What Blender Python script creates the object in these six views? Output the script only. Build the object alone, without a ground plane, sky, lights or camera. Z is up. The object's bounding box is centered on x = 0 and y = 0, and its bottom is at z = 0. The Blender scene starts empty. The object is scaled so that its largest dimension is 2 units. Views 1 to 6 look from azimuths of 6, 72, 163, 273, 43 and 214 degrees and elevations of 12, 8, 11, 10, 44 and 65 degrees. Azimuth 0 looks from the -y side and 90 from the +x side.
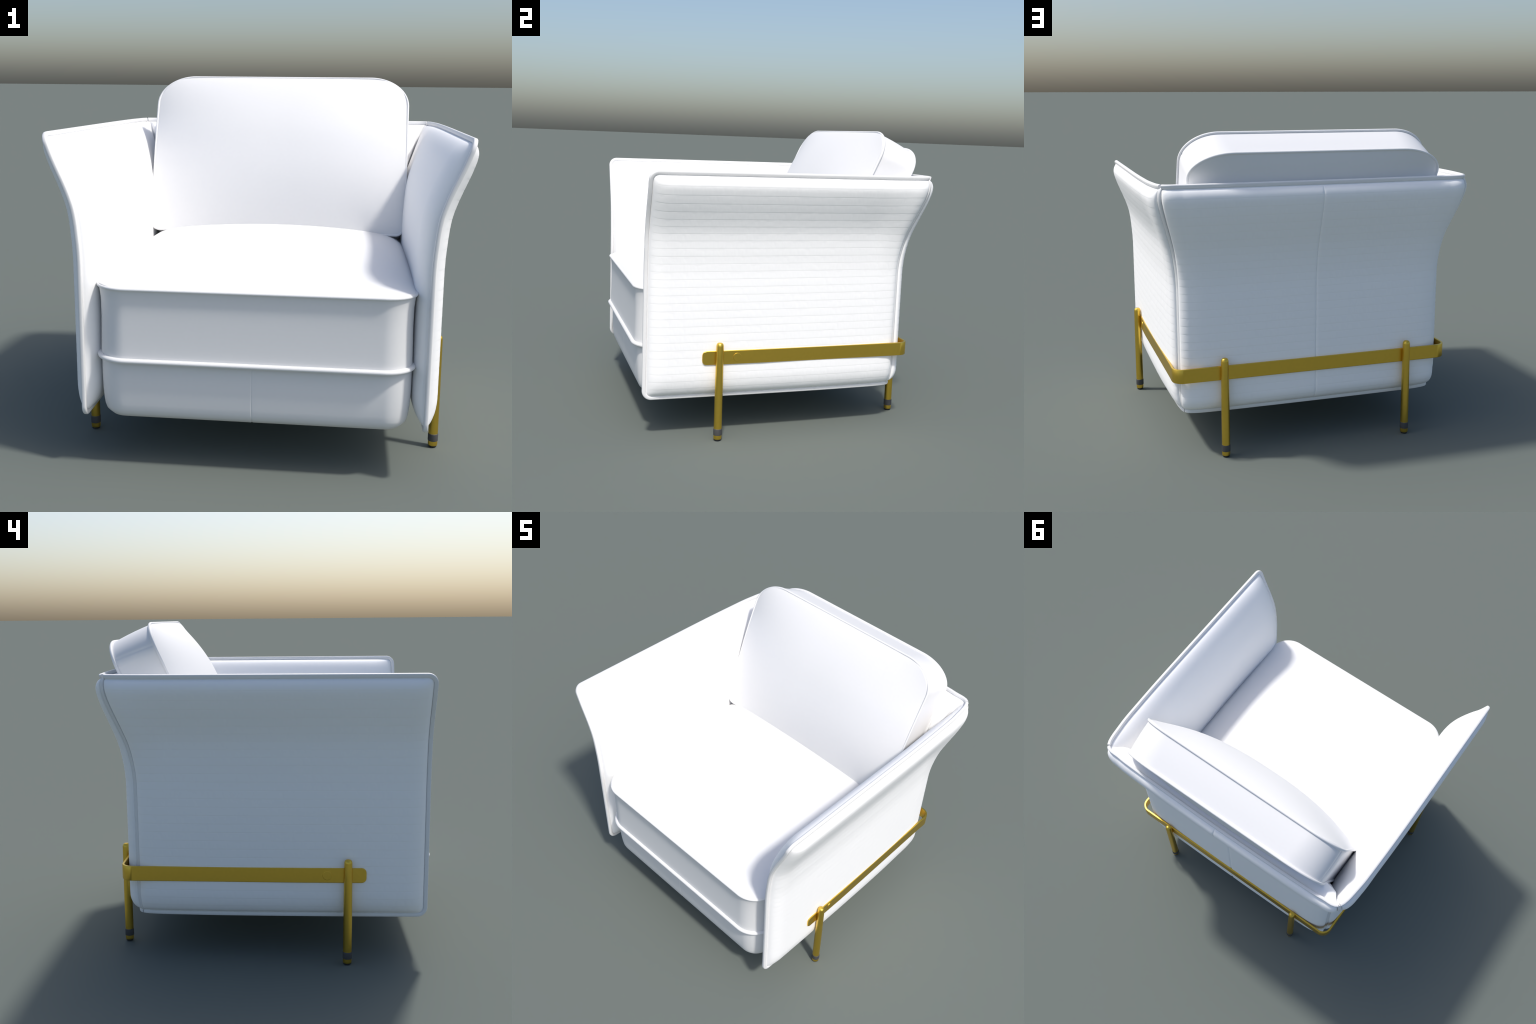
"""White upholstered armchair with flared, quilted shell and a brass strap frame."""
import bpy, math
import numpy as np
from mathutils import Vector

rng = np.random.default_rng(7)

# ------------------------------------------------------------------ materials
def principled(name, color, rough, metal=0.0, spec=0.5, bump=None, mottling=0.0):
    m = bpy.data.materials.new(name)
    m.use_nodes = True
    nt = m.node_tree
    b = nt.nodes["Principled BSDF"]
    b.inputs["Base Color"].default_value = (*color, 1)
    b.inputs["Roughness"].default_value = rough
    b.inputs["Metallic"].default_value = metal
    b.inputs["Specular IOR Level"].default_value = spec
    tc = nt.nodes.new("ShaderNodeTexCoord")
    if mottling:
        n = nt.nodes.new("ShaderNodeTexNoise")
        n.inputs["Scale"].default_value = 60.0
        n.inputs["Detail"].default_value = 4.0
        nt.links.new(tc.outputs["Object"], n.inputs["Vector"])
        r = nt.nodes.new("ShaderNodeValToRGB")
        r.color_ramp.elements[0].position = 0.3
        r.color_ramp.elements[1].position = 0.7
        r.color_ramp.elements[0].color = (*[c * (1 - mottling) for c in color], 1)
        r.color_ramp.elements[1].color = (*color, 1)
        nt.links.new(n.outputs["Fac"], r.inputs["Fac"])
        nt.links.new(r.outputs["Color"], b.inputs["Base Color"])
    if bump:
        scale, strength, dist = bump
        n2 = nt.nodes.new("ShaderNodeTexNoise")
        n2.inputs["Scale"].default_value = scale
        n2.inputs["Detail"].default_value = 3.0
        nt.links.new(tc.outputs["Object"], n2.inputs["Vector"])
        bp = nt.nodes.new("ShaderNodeBump")
        bp.inputs["Strength"].default_value = strength
        bp.inputs["Distance"].default_value = dist
        nt.links.new(n2.outputs["Fac"], bp.inputs["Height"])
        nt.links.new(bp.outputs["Normal"], b.inputs["Normal"])
    return m

WHITE = (0.80, 0.80, 0.80)
MAT_FABRIC = principled("white_fabric", WHITE, 0.6, mottling=0.01)
MAT_QUILT = principled("quilted_white_fabric", (0.97, 0.97, 0.97), 0.6, bump=(110.0, 0.10, 0.0015), mottling=0.01)
MAT_BRASS = principled("brushed_brass", (0.80, 0.54, 0.085), 0.36, metal=1.0, mottling=0.03)
MAT_RING = principled("dark_grey_plastic", (0.065, 0.065, 0.067), 0.6, mottling=0.05)
MAT_GLIDE = principled("black_rubber", (0.02, 0.02, 0.02), 0.7, mottling=0.05)

# ------------------------------------------------------------------ helpers
root = bpy.data.objects.new("armchair", None)
bpy.context.scene.collection.objects.link(root)
root["label"] = "white upholstered armchair with flared quilted sides and brass legs"
root["category"] = "armchair"

def make(name, verts, faces, mat, parent, smooth_angle=None):
    me = bpy.data.meshes.new(name)
    me.from_pydata([tuple(v) for v in np.asarray(verts, float)], [], [tuple(int(i) for i in f) for f in faces])
    me.validate()
    me.materials.append(mat)
    import bmesh
    bm = bmesh.new(); bm.from_mesh(me)
    bmesh.ops.remove_doubles(bm, verts=bm.verts, dist=1e-5)
    bmesh.ops.recalc_face_normals(bm, faces=bm.faces)
    bm.to_mesh(me); bm.free()
    me.shade_smooth()
    if smooth_angle:
        me.set_sharp_from_angle(angle=math.radians(smooth_angle))
    ob = bpy.data.objects.new(name, me)
    bpy.context.scene.collection.objects.link(ob)
    ob.parent = parent
    return ob

def grid_faces(nr, nc, off=0, wrap_c=False, flip=False):
    F = []
    for i in range(nr - 1):
        for j in range(nc if wrap_c else nc - 1):
            k = (j + 1) % nc
            q = (off + i * nc + j, off + i * nc + k, off + (i + 1) * nc + k, off + (i + 1) * nc + j)
            F.append(q[::-1] if flip else q)
    return F

def pchip(xs, ys, x):
    """monotone cubic through control points"""
    xs, ys = np.asarray(xs, float), np.asarray(ys, float)
    h = np.diff(xs); d = np.diff(ys) / h
    m = np.zeros_like(ys)
    m[0], m[-1] = d[0], d[-1]
    for i in range(1, len(xs) - 1):
        if d[i - 1] * d[i] > 0:
            w1, w2 = 2 * h[i] + h[i - 1], h[i] + 2 * h[i - 1]
            m[i] = (w1 + w2) / (w1 / d[i - 1] + w2 / d[i])
    x = np.clip(x, xs[0], xs[-1])
    k = np.clip(np.searchsorted(xs, x, side="right") - 1, 0, len(xs) - 2)
    t = (x - xs[k]) / h[k]
    return ((1 + 2 * t) * (1 - t) ** 2 * ys[k] + t * (1 - t) ** 2 * h[k] * m[k]
            + t * t * (3 - 2 * t) * ys[k + 1] + t * t * (t - 1) * h[k] * m[k + 1])

def catmull(P, u):
    """smooth curve through P, u in control index units"""
    P = np.asarray(P, float)
    Q = np.vstack([2 * P[0] - P[1], P, 2 * P[-1] - P[-2]])
    u = np.clip(u, 0, len(P) - 1 - 1e-9)
    i = np.floor(u).astype(int); t = (u - i)[..., None]
    a, b, c, d = Q[i], Q[i + 1], Q[i + 2], Q[i + 3]
    return 0.5 * (2 * b + (c - a) * t + (2 * a - 5 * b + 4 * c - d) * t ** 2 + (3 * b - a - 3 * c + d) * t ** 3)

def tube(path, section, closed, up=None, side=None):
    """sweep a 2D section (a along side, b along out) on path with per-point frames"""
    path = np.asarray(path)
    n, k = len(path), len(section)
    V = np.zeros((n, k, 3))
    for j, (a, b) in enumerate(section):
        V[:, j] = path + side * a + up * b
    F = []
    for i in range(n if closed else n - 1):
        i2 = (i + 1) % n
        for j in range(k):
            j2 = (j + 1) % k
            F.append((i * k + j, i * k + j2, i2 * k + j2, i2 * k + j))
    if not closed:
        F.append(tuple(range(k))[::-1])
        F.append(tuple(range((n - 1) * k, n * k)))
    return V.reshape(-1, 3), F

def round_section(ra, rb, n=16, p=2.0):
    A = np.linspace(0, 2 * np.pi, n, endpoint=False)
    c, s = np.cos(A), np.sin(A)
    return [(ra * np.sign(x) * abs(x) ** (2 / p), rb * np.sign(y) * abs(y) ** (2 / p)) for x, y in zip(c, s)]

def unit(v):
    return v / np.maximum(np.linalg.norm(v, axis=-1, keepdims=True), 1e-12)

# ------------------------------------------------------------------ shell (arms + back)
# plan of the shell's middle surface, front of the right arm -> rear corner -> middle of the back
PLAN_LOW = [(.820, -.876), (.822, -.3), (.818, .2), (.808, .5), (.801, .63), (.784, .712),
            (.735, .738), (.62, .748), (.3, .752), (0, .753)]
PLAN_TOP = [(.972, -.877), (.970, -.3), (.968, .2), (.962, .5), (.952, .70), (.917, .867),
            (.80, .891), (.65, .898), (.3, .904), (0, .906)]
SEAM = 5                                   # control index of the corner seam
FLARE_Z = [.27, 1.0, 1.08, 1.15, 1.207, 1.27, 1.333, 1.40, 1.455, 1.52, 1.584, 1.62]
FLARE_F = [0, 0, .015, .05, .085, .15, .27, .44, .60, .78, .93, 1.0]
Z_BOT, Z_TOP = .271, 1.604
FLARE_F_BACK = [0, .01, .04, .10, .17, .275, .415, .575, .71, .85, .95, 1.0]
FULL_LOW = PLAN_LOW + [(-x, y) for x, y in PLAN_LOW[-2::-1]]
FULL_TOP = PLAN_TOP + [(-x, y) for x, y in PLAN_TOP[-2::-1]]

_fine = np.linspace(0, len(FULL_LOW) - 1, 4001)
_len = np.concatenate([[0], np.cumsum(np.linalg.norm(np.diff(catmull(FULL_LOW, _fine), axis=0), axis=1))])
def u_of_len(s): return np.interp(s, _len, _fine)
def len_of_u(u): return np.interp(u, _fine, _len)
S_FRONT, S_SEAM_R = 0.0, float(len_of_u(SEAM))
S_END = float(_len[-1]); S_SEAM_L = S_END - S_SEAM_R

def mid(s, z):
    """middle surface of the shell"""
    u = u_of_len(s)
    w = np.clip((np.minimum(s, S_END - s) - 1.40) / .20, 0, 1); w = w * w * (3 - 2 * w)
    f = ((1 - w) * pchip(FLARE_Z, FLARE_F, z) + w * pchip(FLARE_Z, FLARE_F_BACK, z))[..., None]
    xy = catmull(FULL_LOW, u) * (1 - f) + catmull(FULL_TOP, u) * f
    return np.concatenate([xy, np.asarray(z)[..., None]], -1)

def mid_frame(s, z, e=2e-3):
    du = mid(s + e, z) - mid(s - e, z)
    lo = np.clip(z - e, .27, 1.62); hi = np.clip(z + e, .27, 1.62)
    dz = mid(s, hi) - mid(s, lo)
    n = unit(np.cross(du, dz))             # points outward for front->back on the right
    return unit(du), unit(dz), n

_zz = np.linspace(Z_BOT, Z_TOP, 2001)
_L = _zz - Z_BOT                            # rows are evenly spaced in height
ROWS = 28
PITCH = _L[-1] / ROWS

def bulge(d, R):
    q = np.clip(d / R, 0, 1)
    return np.sqrt(np.maximum(1 - (1 - q) ** 2.2, 0))

def crinkle(s, row, v, seed):
    """overlapping leaf-shaped puckers within one quilted row: v in 0..1 across the row"""
    r = np.random.default_rng(1000 + seed * 97 + row)
    best = np.zeros_like(s)
    for layer in range(2):
        c = -.1 + r.uniform(0, .03)
        while c < 2.3:
            w = r.uniform(.026, .044)
            lean = r.uniform(-.022, .022)
            tall = r.uniform(.75, 1.15)
            amp = r.uniform(.6, 1.0) * (1.0 if layer == 0 else .8)
            mk = np.abs(s - c) < w + .03
            a = (s[mk] - c - lean * (v[mk] - .4)) / w
            b = (v[mk] + .12) / (tall + .12)
            dome_ = amp * np.sqrt(np.clip(1 - a * a - b * b, 0, 1))
            vein = .10 * np.exp(-(a / .12) ** 2) * (dome_ > .05)
            best[mk] = np.maximum(best[mk], dome_ - vein)
            c += w * r.uniform(1.05, 1.6) * (1 if layer == 0 else 1.5)
    return best - .72 * np.sqrt(np.clip(1 - ((v + .12) / 1.1) ** 2, 0, 1))     # keep only the sideways relief

GROOVE = .003

def shell_panel(name, s0, s1, front0, front1, parent_label, seed, mid_seam=None):
    """one padded panel from s0 to s1; front0/front1 tell which ends are free edges"""
    R_CORNER = .035
    ns = int((s1 - s0) / .0045)
    s = np.linspace(s0, s1, ns)
    # finer columns towards the ends
    w = (s - s0) / (s1 - s0)
    s = s0 + (s1 - s0) * (w - .10 * np.sin(2 * np.pi * w) / (2 * np.pi) * 3)
    if mid_seam is not None:
        s = np.sort(np.concatenate([s, mid_seam + np.array([-.004, -.002, -.001, 0, .001, .002, .004])]))
    def limits(sv):
        cut = np.zeros_like(sv)
        for fr, d in ((front0, sv - s0), (front1, s1 - sv)):
            if fr:
                q = np.clip(R_CORNER - d, 0, R_CORNER)
                cut = np.maximum(cut, R_CORNER - np.sqrt(R_CORNER ** 2 - q ** 2))
        return Z_BOT + cut, Z_TOP - cut
    zb, zt = limits(s)
    # --- outer face: rows with a stitched valley between them
    fr = [0, .02, .05, .14, .26, .40, .54, .68, .80, .89, .95, .98]
    lvals = [(i + f) * PITCH for i in range(ROWS) for f in fr] + [ROWS * PITCH]
    zrow = np.interp(lvals, _L, _zz)
    def surface(zrow_, out):
        zn = (zrow_ - Z_BOT) / (Z_TOP - Z_BOT)
        Z = zb[None] + (zt - zb)[None] * zn[:, None]
        S = np.broadcast_to(s[None], Z.shape)
        M = mid(S, Z); _, _, N = mid_frame(S, Z)
        dt = zt[None] - Z; db = Z - zb[None]
        d0, d1 = S - s0, s1 - S
        # a narrow open groove is left beside the piping on the free edges
        dt, db = np.maximum(dt - GROOVE, 0), np.maximum(db - GROOVE, 0)
        if front0: d0 = np.maximum(d0 - GROOVE, 0)
        if front1: d1 = np.maximum(d1 - GROOVE, 0)
        lo = .003
        if out:
            h = (.055 if front0 or front1 else .0575) * bulge(dt, .065) * bulge(db, .14 if front0 or front1 else .09)
            h = h * (1 - .22 * pchip(FLARE_Z, FLARE_F, Z) ** 4)      # thinner towards the flared rim
            e0 = bulge(d0, .11) if front0 else .64 + .36 * bulge(d0, .04)
            e1 = bulge(d1, .11) if front1 else .64 + .36 * bulge(d1, .04)
            h = lo + h * e0 * e1
            L = np.interp(Z, _zz, _L)
            row = np.clip((L / PITCH).astype(int), 0, ROWS - 1); v = L / PITCH - row
            t = np.clip((v - .55) / .45, 0, 1)                 # each row: sharp lower lip, soft upper roll
            valley = .00030 * (1 - np.exp(-v * PITCH / .0007)) * (1 - t * t * (3 - 2 * t)) \
                - .00025 * np.exp(-(np.minimum(v, 1 - v) * PITCH / .0012) ** 2)
            cr = np.zeros_like(Z)
            for r in range(ROWS):
                mk = row == r
                cr[mk] = crinkle(S[mk] - s0, r, v[mk], seed)
            fade = np.clip(np.minimum(np.minimum(dt, db), np.minimum(d0, d1)) / .014, 0, 1)
            h = h + (valley + .0012 * cr * np.clip(np.minimum(v, 1 - v) * 4, 0, 1)) * fade
            if mid_seam is not None:
                h = h - .007 * np.exp(-np.abs(S - mid_seam) / .004) * np.clip(h / .03, 0, 1)
            return M + N * h[..., None]
        h = (.066 if front0 or front1 else .12) * bulge(dt, .16 if front0 or front1 else .09) * bulge(db, .17)
        j, rj = (.60, .12) if front0 or front1 else (.42, .24)
        e0 = bulge(d0, .17) if front0 else j + (1 - j) * bulge(d0, rj)
        e1 = bulge(d1, .17) if front1 else j + (1 - j) * bulge(d1, rj)
        h = lo + h * e0 * e1
        return M - N * h[..., None]
    Vo = surface(zrow, True)
    zin = Z_BOT + (Z_TOP - Z_BOT) * (1 - np.cos(np.linspace(0, np.pi, 90))) / 2
    Vi = surface(zin, False)
    nr, nc = Vo.shape[:2]
    V = np.concatenate([Vo.reshape(-1, 3), Vi.reshape(-1, 3)])
    F = grid_faces(nr, nc)
    F += grid_faces(len(zin), nc, off=nr * nc, flip=True)
    # close the thin rim between both faces (hidden inside the piping)
    o2 = nr * nc; ni = len(zin)
    for j in range(nc - 1):
        F.append((j + 1, j, o2 + j, o2 + j + 1))
        F.append(((nr - 1) * nc + j, (nr - 1) * nc + j + 1, o2 + (ni - 1) * nc + j + 1, o2 + (ni - 1) * nc + j))
    for j in (0, nc - 1):
        a = [i * nc + j for i in range(nr)]
        b = [o2 + i * nc + j for i in range(ni)]
        F.append(tuple(a + b[::-1]) if j == 0 else tuple(a[::-1] + b))
    ob = make(name, V, F, MAT_QUILT, root)
    return ob

def welt_path(s0, s1, front0, front1, off=.011, R=.035):
    """perimeter of a panel in (s, z): bottom rear -> bottom -> front -> top -> rear"""
    pts = []
    def arc(cs, cz, a0, a1, n=14):
        for a in np.linspace(a0, a1, n):
            pts.append((cs + (R + off) * math.cos(a), cz + (R + off) * math.sin(a)))
    if front0:
        for t in np.linspace(s1, s0 + R, 120): pts.append((t, Z_BOT - off))
        arc(s0 + R, Z_BOT + R, -math.pi / 2, -math.pi)
        for t in np.linspace(Z_BOT + R, Z_TOP - R, 120)[1:-1]: pts.append((s0 - off, t))
        arc(s0 + R, Z_TOP - R, math.pi, math.pi / 2)
        for t in np.linspace(s0 + R, s1, 120)[1:]: pts.append((t, Z_TOP + off))
    return np.array(pts)

WELT = round_section(.0108, .0115, 20, 3.2)

def mid_ext(s, z):
    """middle surface continued a little past the free front edge"""
    sc = np.clip(s, 0, S_END); zc = np.clip(z, .27, 1.62)
    P = mid(sc, zc); du, dz, n = mid_frame(np.clip(s, .003, S_END - .003), zc)
    return P + du * (s - sc)[..., None] + dz * (z - zc)[..., None]

def welt_tube(name, sz, parent):
    P = mid_ext(sz[:, 0], sz[:, 1])
    _, _, N = mid_frame(np.clip(sz[:, 0], .003, S_END - .003), np.clip(sz[:, 1], .27, 1.62))
    T = unit(np.gradient(P, axis=0))
    up = unit(np.cross(T, N))
    N = unit(np.cross(up, T))
    V, F = tube(P, WELT, False, up=up, side=N)
    return make(name, V, F, MAT_FABRIC, parent, 60)

GAP = .0065
arm_r = shell_panel("armrest", 0.0, S_SEAM_R - GAP, True, False, "", 1)
arm_l = shell_panel("armrest", S_SEAM_L + GAP, S_END, False, True, "", 2)
back = shell_panel("backrest", S_SEAM_R + GAP, S_SEAM_L - GAP, False, False, "", 3, mid_seam=S_END / 2)

wp = welt_path(0.0, S_SEAM_R - .003, True, False)
welt_tube("armrest_piping", wp, arm_r)
wl = wp.copy(); wl[:, 0] = S_END - wl[:, 0]
welt_tube("armrest_piping", wl, arm_l)
sb = np.linspace(S_SEAM_R + .003, S_SEAM_L - .003, 160)
for zz in (Z_BOT - .011, Z_TOP + .011):
    welt_tube("backrest_piping", np.stack([sb, np.full_like(sb, zz)], 1), back)

def corner_strip(sv, parent):
    z = np.linspace(Z_BOT - .002, Z_TOP + .002, 140)
    S = np.full_like(z, sv)
    M = mid(S, z); du, dz, N = mid_frame(S, z)
    h = .003 + .055 * .64 * bulge(Z_TOP - z, .075) * bulge(z - Z_BOT, .17) * (1 - .22 * pchip(FLARE_Z, FLARE_F, z) ** 4) - .0008
    P = M + N * h[:, None]
    T = unit(np.gradient(P, axis=0)); side = unit(np.cross(N, T)); up = unit(np.cross(T, side))
    V, F = tube(P, round_section(.0108, .0045, 14, 2.6), False, up=up, side=side)
    make("corner_piping", V, F, MAT_FABRIC, parent, 60)
    # inner filler so the two panels meet
    h2 = .003 + .066 * .68 * bulge(Z_TOP - z, .10) * bulge(z - Z_BOT, .17)
    Vf = np.concatenate([P - N * .002 + du * .012, P - N * .002 - du * .012, M - N * (h2 - .004)[:, None] - du * .012, M - N * (h2 - .004)[:, None] + du * .012])
    n = len(z); Ff = []
    for i in range(n - 1):
        for a in range(4):
            b = (a + 1) % 4
            Ff.append((a * n + i, b * n + i, b * n + i + 1, a * n + i + 1))
    Ff += [(0, n, 2 * n, 3 * n), (4 * n - 1, 3 * n - 1, 2 * n - 1, n - 1)]
    make("corner_filler", Vf, Ff, MAT_FABRIC, parent, 40)
corner_strip(S_SEAM_R, back)
corner_strip(S_SEAM_L, back)

# ------------------------------------------------------------------ seat (base + cushion)
SEAT_HW, SEAT_Y0, SEAT_Y1, SEAT_R = .768, -.931, .66, .162

def plan_loop(hw, y0, y1, r, per=26, straight=40):
    """rounded-rectangle loop in plan, counter-clockwise from the front middle; softened corners"""
    P = []
    def corner(cx, cy, a0):
        for a in np.linspace(a0, a0 + math.pi / 2, per):
            P.append((cx + r * math.cos(a), cy + r * math.sin(a)))
    near = [.0015, .003, .006]                       # extra points beside the middle seam
    for x in [0.0] + near + list(np.linspace(0, hw - r, straight, endpoint=False)[1:]): P.append((x, y0))
    corner(hw - r, y0 + r, -math.pi / 2)
    for y in np.linspace(y0 + r, y1 - r, straight, endpoint=False)[1:]: P.append((hw, y))
    corner(hw - r, y1 - r, 0)
    for x in np.linspace(hw - r, -hw + r, 2 * straight, endpoint=False)[1:]: P.append((x, y1))
    corner(-hw + r, y1 - r, math.pi / 2)
    for y in np.linspace(y1 - r, y0 + r, straight, endpoint=False)[1:]: P.append((-hw, y))
    corner(-hw + r, y0 + r, math.pi)
    for x in list(np.linspace(-hw + r, 0, straight, endpoint=False)[1:]) + [-q for q in near[::-1]]: P.append((x, y0))
    return np.array(P)

def loop_normals(P):
    T = unit(np.roll(P, -1, 0) - np.roll(P, 1, 0))
    return np.stack([T[:, 1], -T[:, 0]], 1)

LOOP = plan_loop(SEAT_HW, SEAT_Y0, SEAT_Y1, SEAT_R)
LN = loop_normals(LOOP)

BASE_LOOP = plan_loop(.766, -.912, SEAT_Y1, .145)
BASE_LN = loop_normals(BASE_LOOP)

def ring(inset, z, base=False):
    q = BASE_LOOP - BASE_LN * inset if base else LOOP - LN * inset
    return np.concatenate([q, np.full((len(q), 1), z)], 1)

def scaled_ring(k, z):
    c = np.array([0, (SEAT_Y0 + SEAT_Y1) / 2])
    q = c + (LOOP - c) * k
    return np.concatenate([q, np.full((len(q), 1), z)], 1)

def loft(rings, cap0=True, cap1=True):
    n = len(rings[0]); V = np.concatenate(rings)
    F = grid_faces(len(rings), n, wrap_c=True)
    if cap0: F.append(tuple(range(n))[::-1])
    if cap1: F.append(tuple(range((len(rings) - 1) * n, len(rings) * n)))
    return V, F

# base box with rounded lower edge and a seam in the middle of the front
prof = [(.16, .246), (.085, .248), (.056, .253), (.042, .266), (.029, .280), (.022, .300), (.018, .330),
        (.014, .38), (.012, .45), (.012, .52), (.014, .56), (.10, .575)]
rings = [ring(i, z, True) for i, z in prof]
for rg in rings:
    g = np.exp(-(rg[:, 0] / .0022) ** 2) * (rg[:, 1] < -.7)
    rg[:, 1] += .0015 * g; rg[:, 2] += .003 * g * (rg[:, 2] < .3)
V, F = loft(rings)
base = make("seat_base", V, F, MAT_FABRIC, root)

# cushion: upright border, then a domed top
DOME = .148
def top_z(x, y):
    dx = SEAT_HW - np.abs(x); dy = y - SEAT_Y0
    g = lambda d, D: .55 * (1 - np.exp(-d / .055)) + .45 * (1 - (1 - np.clip(d / D, 0, 1)) ** 2)
    sag = 1 - .20 * np.clip((y + .2) / .6, 0, 1.2) ** 2
    gy = lambda d: .16 * (1 - np.exp(-d / .05)) + .84 * (1 - (1 - np.clip(d / .8, 0, 1)) ** 2)
    return DOME * g(np.maximum(dx, 0), .768) * gy(np.maximum(dy, 0)) * sag
prof = [(.06, .548), (.012, .550), (.0135, .575), (.016, .66), (.018, .75), (.017, .84), (.012, .885), (.006, .905)]
rings = [ring(i, z) for i, z in prof]
for k in 1 - np.concatenate([np.linspace(.006, .12, 18), np.linspace(.14, .97, 26)]):
    rg = scaled_ring(k, .905)
    rg[:, 2] += top_z(rg[:, 0], rg[:, 1])
    rings.append(rg)
V, F = loft(rings)
cushion = make("seat_cushion", V, F, MAT_FABRIC, root)

def loop_piping(name, inset, z, ra, rb, parent):
    q = ring(inset, z)
    side = np.concatenate([LN, np.zeros((len(LN), 1))], 1)
    up = np.tile([0, 0, 1.0], (len(q), 1))
    V, F = tube(q, round_section(ra, rb, 14), True, up=up, side=side)
    return make(name, V, F, MAT_FABRIC, parent)
loop_piping("seat_cushion_piping", .008, .906, .009, .0085, cushion)
loop_piping("seat_base_piping", .009, .556, .0150, .0125, base)

# ------------------------------------------------------------------ back cushion
B_TOP = np.array([0, .666, 1.891])                       # middle of the front top edge
B_DOWN = unit(np.array([0, -.100, -.219]))               # down along the face
B_BACK = unit(np.array([0, .219, -.100]))                # thickness direction
B_H, B_T = .985, .244

def pillow_loop(rx, rt, slim=0.0, n_c=22):
    """front outline in (x, v): v measured down from the top edge"""
    hw_t, hw_b, rb = .772 - slim, .762 - slim, .055
    P = []
    for x in np.linspace(0, hw_t - rx, 36, endpoint=False): P.append((x, 0))
    for a in np.linspace(0, np.pi / 2, n_c * 2): 
        c, s_ = math.sin(a), 1 - math.cos(a)
        P.append((hw_t - rx + rx * c, rt * s_))
    for v in np.linspace(rt, B_H - rb, 46)[1:-1]:
        P.append((hw_t + (hw_b - hw_t) * (v - rt) / (B_H - rb - rt), v))
    for a in np.linspace(0, np.pi / 2, n_c):
        P.append((hw_b - rb + rb * math.cos(a), B_H - rb + rb * math.sin(a)))
    for x in np.linspace(hw_b - rb, 0, 36)[1:]: P.append((x, B_H))
    P = np.array(P)
    L = P[1:-1][::-1] * [-1, 1]
    return np.concatenate([P, L])

PL = pillow_loop(.23, .18)                               # front outline
PL_REAR = pillow_loop(.26, .155, slim=.006)                           # rear outline, flatter top corners
PN = loop_normals(PL); PN = -PN if (PN[:, 1] * (PL[:, 1] - .5)).sum() < 0 else PN
PC = np.array([0, B_H * .5])

def pillow_pt(xv, depth):
    xv = np.asarray(xv); depth = np.broadcast_to(depth, xv.shape[:1])
    depth = depth + .035 * np.clip((xv[:, 1] - .35) / (B_H - .35), 0, 1) ** 1.6   # lower part swings back
    return B_TOP + xv[:, :1] * np.array([1.0, 0, 0]) + xv[:, 1:] * B_DOWN + depth[:, None] * B_BACK

def dome(xv, amt):
    qx = np.clip(np.abs(xv[:, 0]) / .772, 0, 1); qv = np.clip(np.abs(xv[:, 1] - B_H / 2) / (B_H / 2), 0, 1)
    return amt * (1 - qx ** 2.5) ** .9 * (1 - qv ** 2.3) ** .87

rings = []
for k in np.concatenate([np.linspace(.04, .84, 22), np.linspace(.86, .994, 14)]):
    q = PC + (PL - PC) * k
    rings.append(pillow_pt(q, -dome(q, .142)))
FRONT_N = len(rings)
rings.append(pillow_pt(PL - PN * .002, 0.0))
for t in (.006, .018, .05, .1, .15, .2, .225, B_T - .008):
    groove = .0035 * np.exp(-((PL[:, 1] - .125) / .004) ** 2)
    belly = .004 * math.sin(math.pi * t / B_T)
    Q = PL + (PL_REAR - PL) * t / B_T
    rings.append(pillow_pt(Q - PN * (.008 - belly + groove)[:, None], t))
rings.append(pillow_pt(PL_REAR - PN * .002, B_T))
for k in np.concatenate([np.linspace(.994, .86, 10), np.linspace(.82, .04, 18)]):
    q = PC + (PL_REAR - PC) * k
    rings.append(pillow_pt(q, B_T + dome(q, .085)))
V, F = loft(rings)
pillow = make("back_cushion", V, F, MAT_FABRIC, root)

for t, Q in ((.0, PL), (B_T, PL_REAR)):
    path = pillow_pt(Q - PN * .003, t)
    side = PN[:, :1] * np.array([1.0, 0, 0]) + PN[:, 1:] * B_DOWN
    up = np.tile(B_BACK, (len(path), 1))
    V, F = tube(path, round_section(.0075, .0085, 12), True, up=up, side=side)
    make("back_cushion_piping", V, F, MAT_FABRIC, pillow)

# ------------------------------------------------------------------ brass frame
def strap_path():
    half = []
    for y in np.linspace(-.549, .69, 30): half.append((.8815 - .018 * np.clip((y + .2) / .9, 0, 1), y))
    cx, cy, r = half[-1][0] - .060, .7585, .060
    for a in np.linspace(0, math.pi / 2, 9): half.append((cx + r * math.cos(a), cy + r * math.sin(a)))
    half += [(x, .8185) for x in np.linspace(cx, 0, 24)[1:]]
    return np.array(half + [(-x, y) for x, y in half[-2::-1]])

SP = strap_path(); ST = unit(np.gradient(SP, axis=0)); SN = np.stack([ST[:, 1], -ST[:, 0]], 1)
arc = np.concatenate([[0], np.cumsum(np.linalg.norm(np.diff(SP, axis=0), axis=1))])
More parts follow.
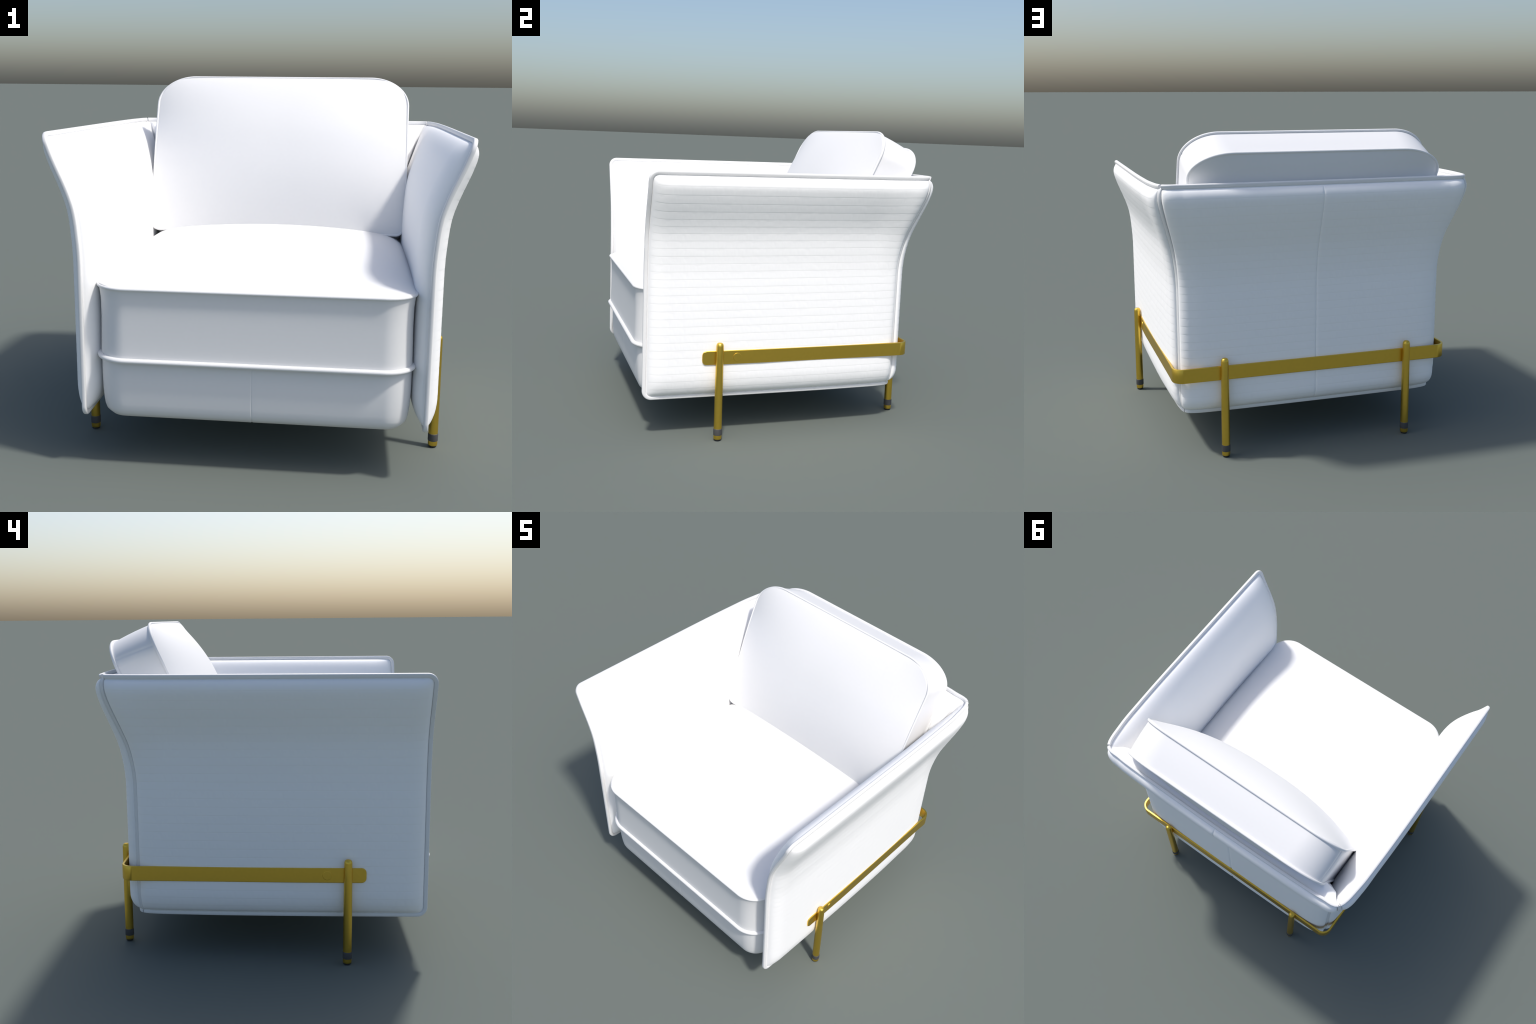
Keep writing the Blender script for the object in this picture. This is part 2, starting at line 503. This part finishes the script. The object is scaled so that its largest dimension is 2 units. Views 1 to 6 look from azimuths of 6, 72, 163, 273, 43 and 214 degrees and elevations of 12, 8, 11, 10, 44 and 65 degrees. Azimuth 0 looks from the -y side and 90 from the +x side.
# extra stations at the rounded ends
ends = np.array([0, .0015, .004, .008, .013, .019, .026])
arcs = np.unique(np.concatenate([arc, ends, arc[-1] - ends]))
SPd = np.stack([np.interp(arcs, arc, SP[:, i]) for i in (0, 1)], 1)
STd = unit(np.gradient(SPd, axis=0)); SNd = np.stack([STd[:, 1], -STd[:, 0]], 1)
STRAP_Z, STRAP_HH, STRAP_HT = .508, .042, .0065
V, k = [], 12
for P, N, a in zip(SPd, SNd, arcs):
    d = min(a, arc[-1] - a); rr = .026
    hh = STRAP_HH if d >= rr else STRAP_HH - rr + math.sqrt(max(rr ** 2 - (rr - d) ** 2, 0)) * 1.0
    for t, z in ((1, -1), (1, 1), (-1, 1), (-1, -1)):
        for ct, cz in (((1, .945), (.75, 1.0)) if t * z > 0 else ((.75, 1.0), (1, .945))):
            o = N * t * STRAP_HT * ct
            V.append((P[0] + o[0], P[1] + o[1], STRAP_Z + z * hh * cz))
kk = 8
F = [(i * kk + j, i * kk + (j + 1) % kk, (i + 1) * kk + (j + 1) % kk, (i + 1) * kk + j)
     for i in range(len(SPd) - 1) for j in range(kk)]
F += [tuple(range(kk))[::-1], tuple(range((len(SPd) - 1) * kk, len(SPd) * kk))]
strap = make("metal_strap", V, F, MAT_BRASS, root, 35)

def lathe(name, prof, mat, n=40, sharp=50):
    """closed solid of revolution about z from (r, z) pairs"""
    V, F = [], []
    for r, z in prof:
        for a in np.linspace(0, 2 * np.pi, n, endpoint=False): V.append((r * math.cos(a), r * math.sin(a), z))
    F = grid_faces(len(prof), n, wrap_c=True)
    F += [tuple(range(n))[::-1], tuple(range((len(prof) - 1) * n, len(prof) * n))]
    return make(name, V, F, mat, root, sharp)

LEG = [(.0245, .072), (.0245, .09), (.0242, .30), (.0230, .50), (.0225, .584), (.0215, .592), (.0185, .5995), (.0135, .604), (.007, .6055), (.001, .606)]
RING = [(.0230, .0325), (.0258, .034), (.0262, .036), (.0262, .070), (.0258, .0725), (.0240, .074)]
FOOT = [(.0200, .007), (.0232, .0085), (.0244, .012), (.0247, .018), (.0247, .036)]
GLIDE = [(.0185, .0), (.0205, .0015), (.0212, .004), (.0212, .010)]
leg0 = lathe("leg", LEG, MAT_BRASS); ring0 = lathe("leg_ring", RING, MAT_RING)
foot0 = lathe("leg_foot", FOOT, MAT_BRASS); glide0 = lathe("leg_glide", GLIDE, MAT_GLIDE)
for i, (x, y) in enumerate([(.906, -.447), (-.906, -.447), (.572, .845), (-.582, .845)]):
    if i == 0:
        parts = (leg0, ring0, foot0, glide0)
    else:
        parts = tuple(o.copy() for o in (leg0, ring0, foot0, glide0))
        for o in parts: bpy.context.scene.collection.objects.link(o)
    parts[0].parent = root; parts[0].location = (x, y, 0)
    for o in parts[1:]:
        o.parent = parts[0]; o.location = (0, 0, 0)

# rivets on the strap next to the front legs
rv = lathe("rivet", [(.0258, -.002), (.0258, .0016), (.0252, .0026), (.0240, .0030), (.001, .0030)], MAT_BRASS, 36, 15)
for sx in (1, -1):
    o = rv if sx == 1 else rv.copy()
    if sx == -1: bpy.context.scene.collection.objects.link(o)
    o.parent = strap
    o.location = (sx * (.8815 + STRAP_HT), -.333, STRAP_Z)
    o.rotation_euler = (0, sx * math.pi / 2, 0)
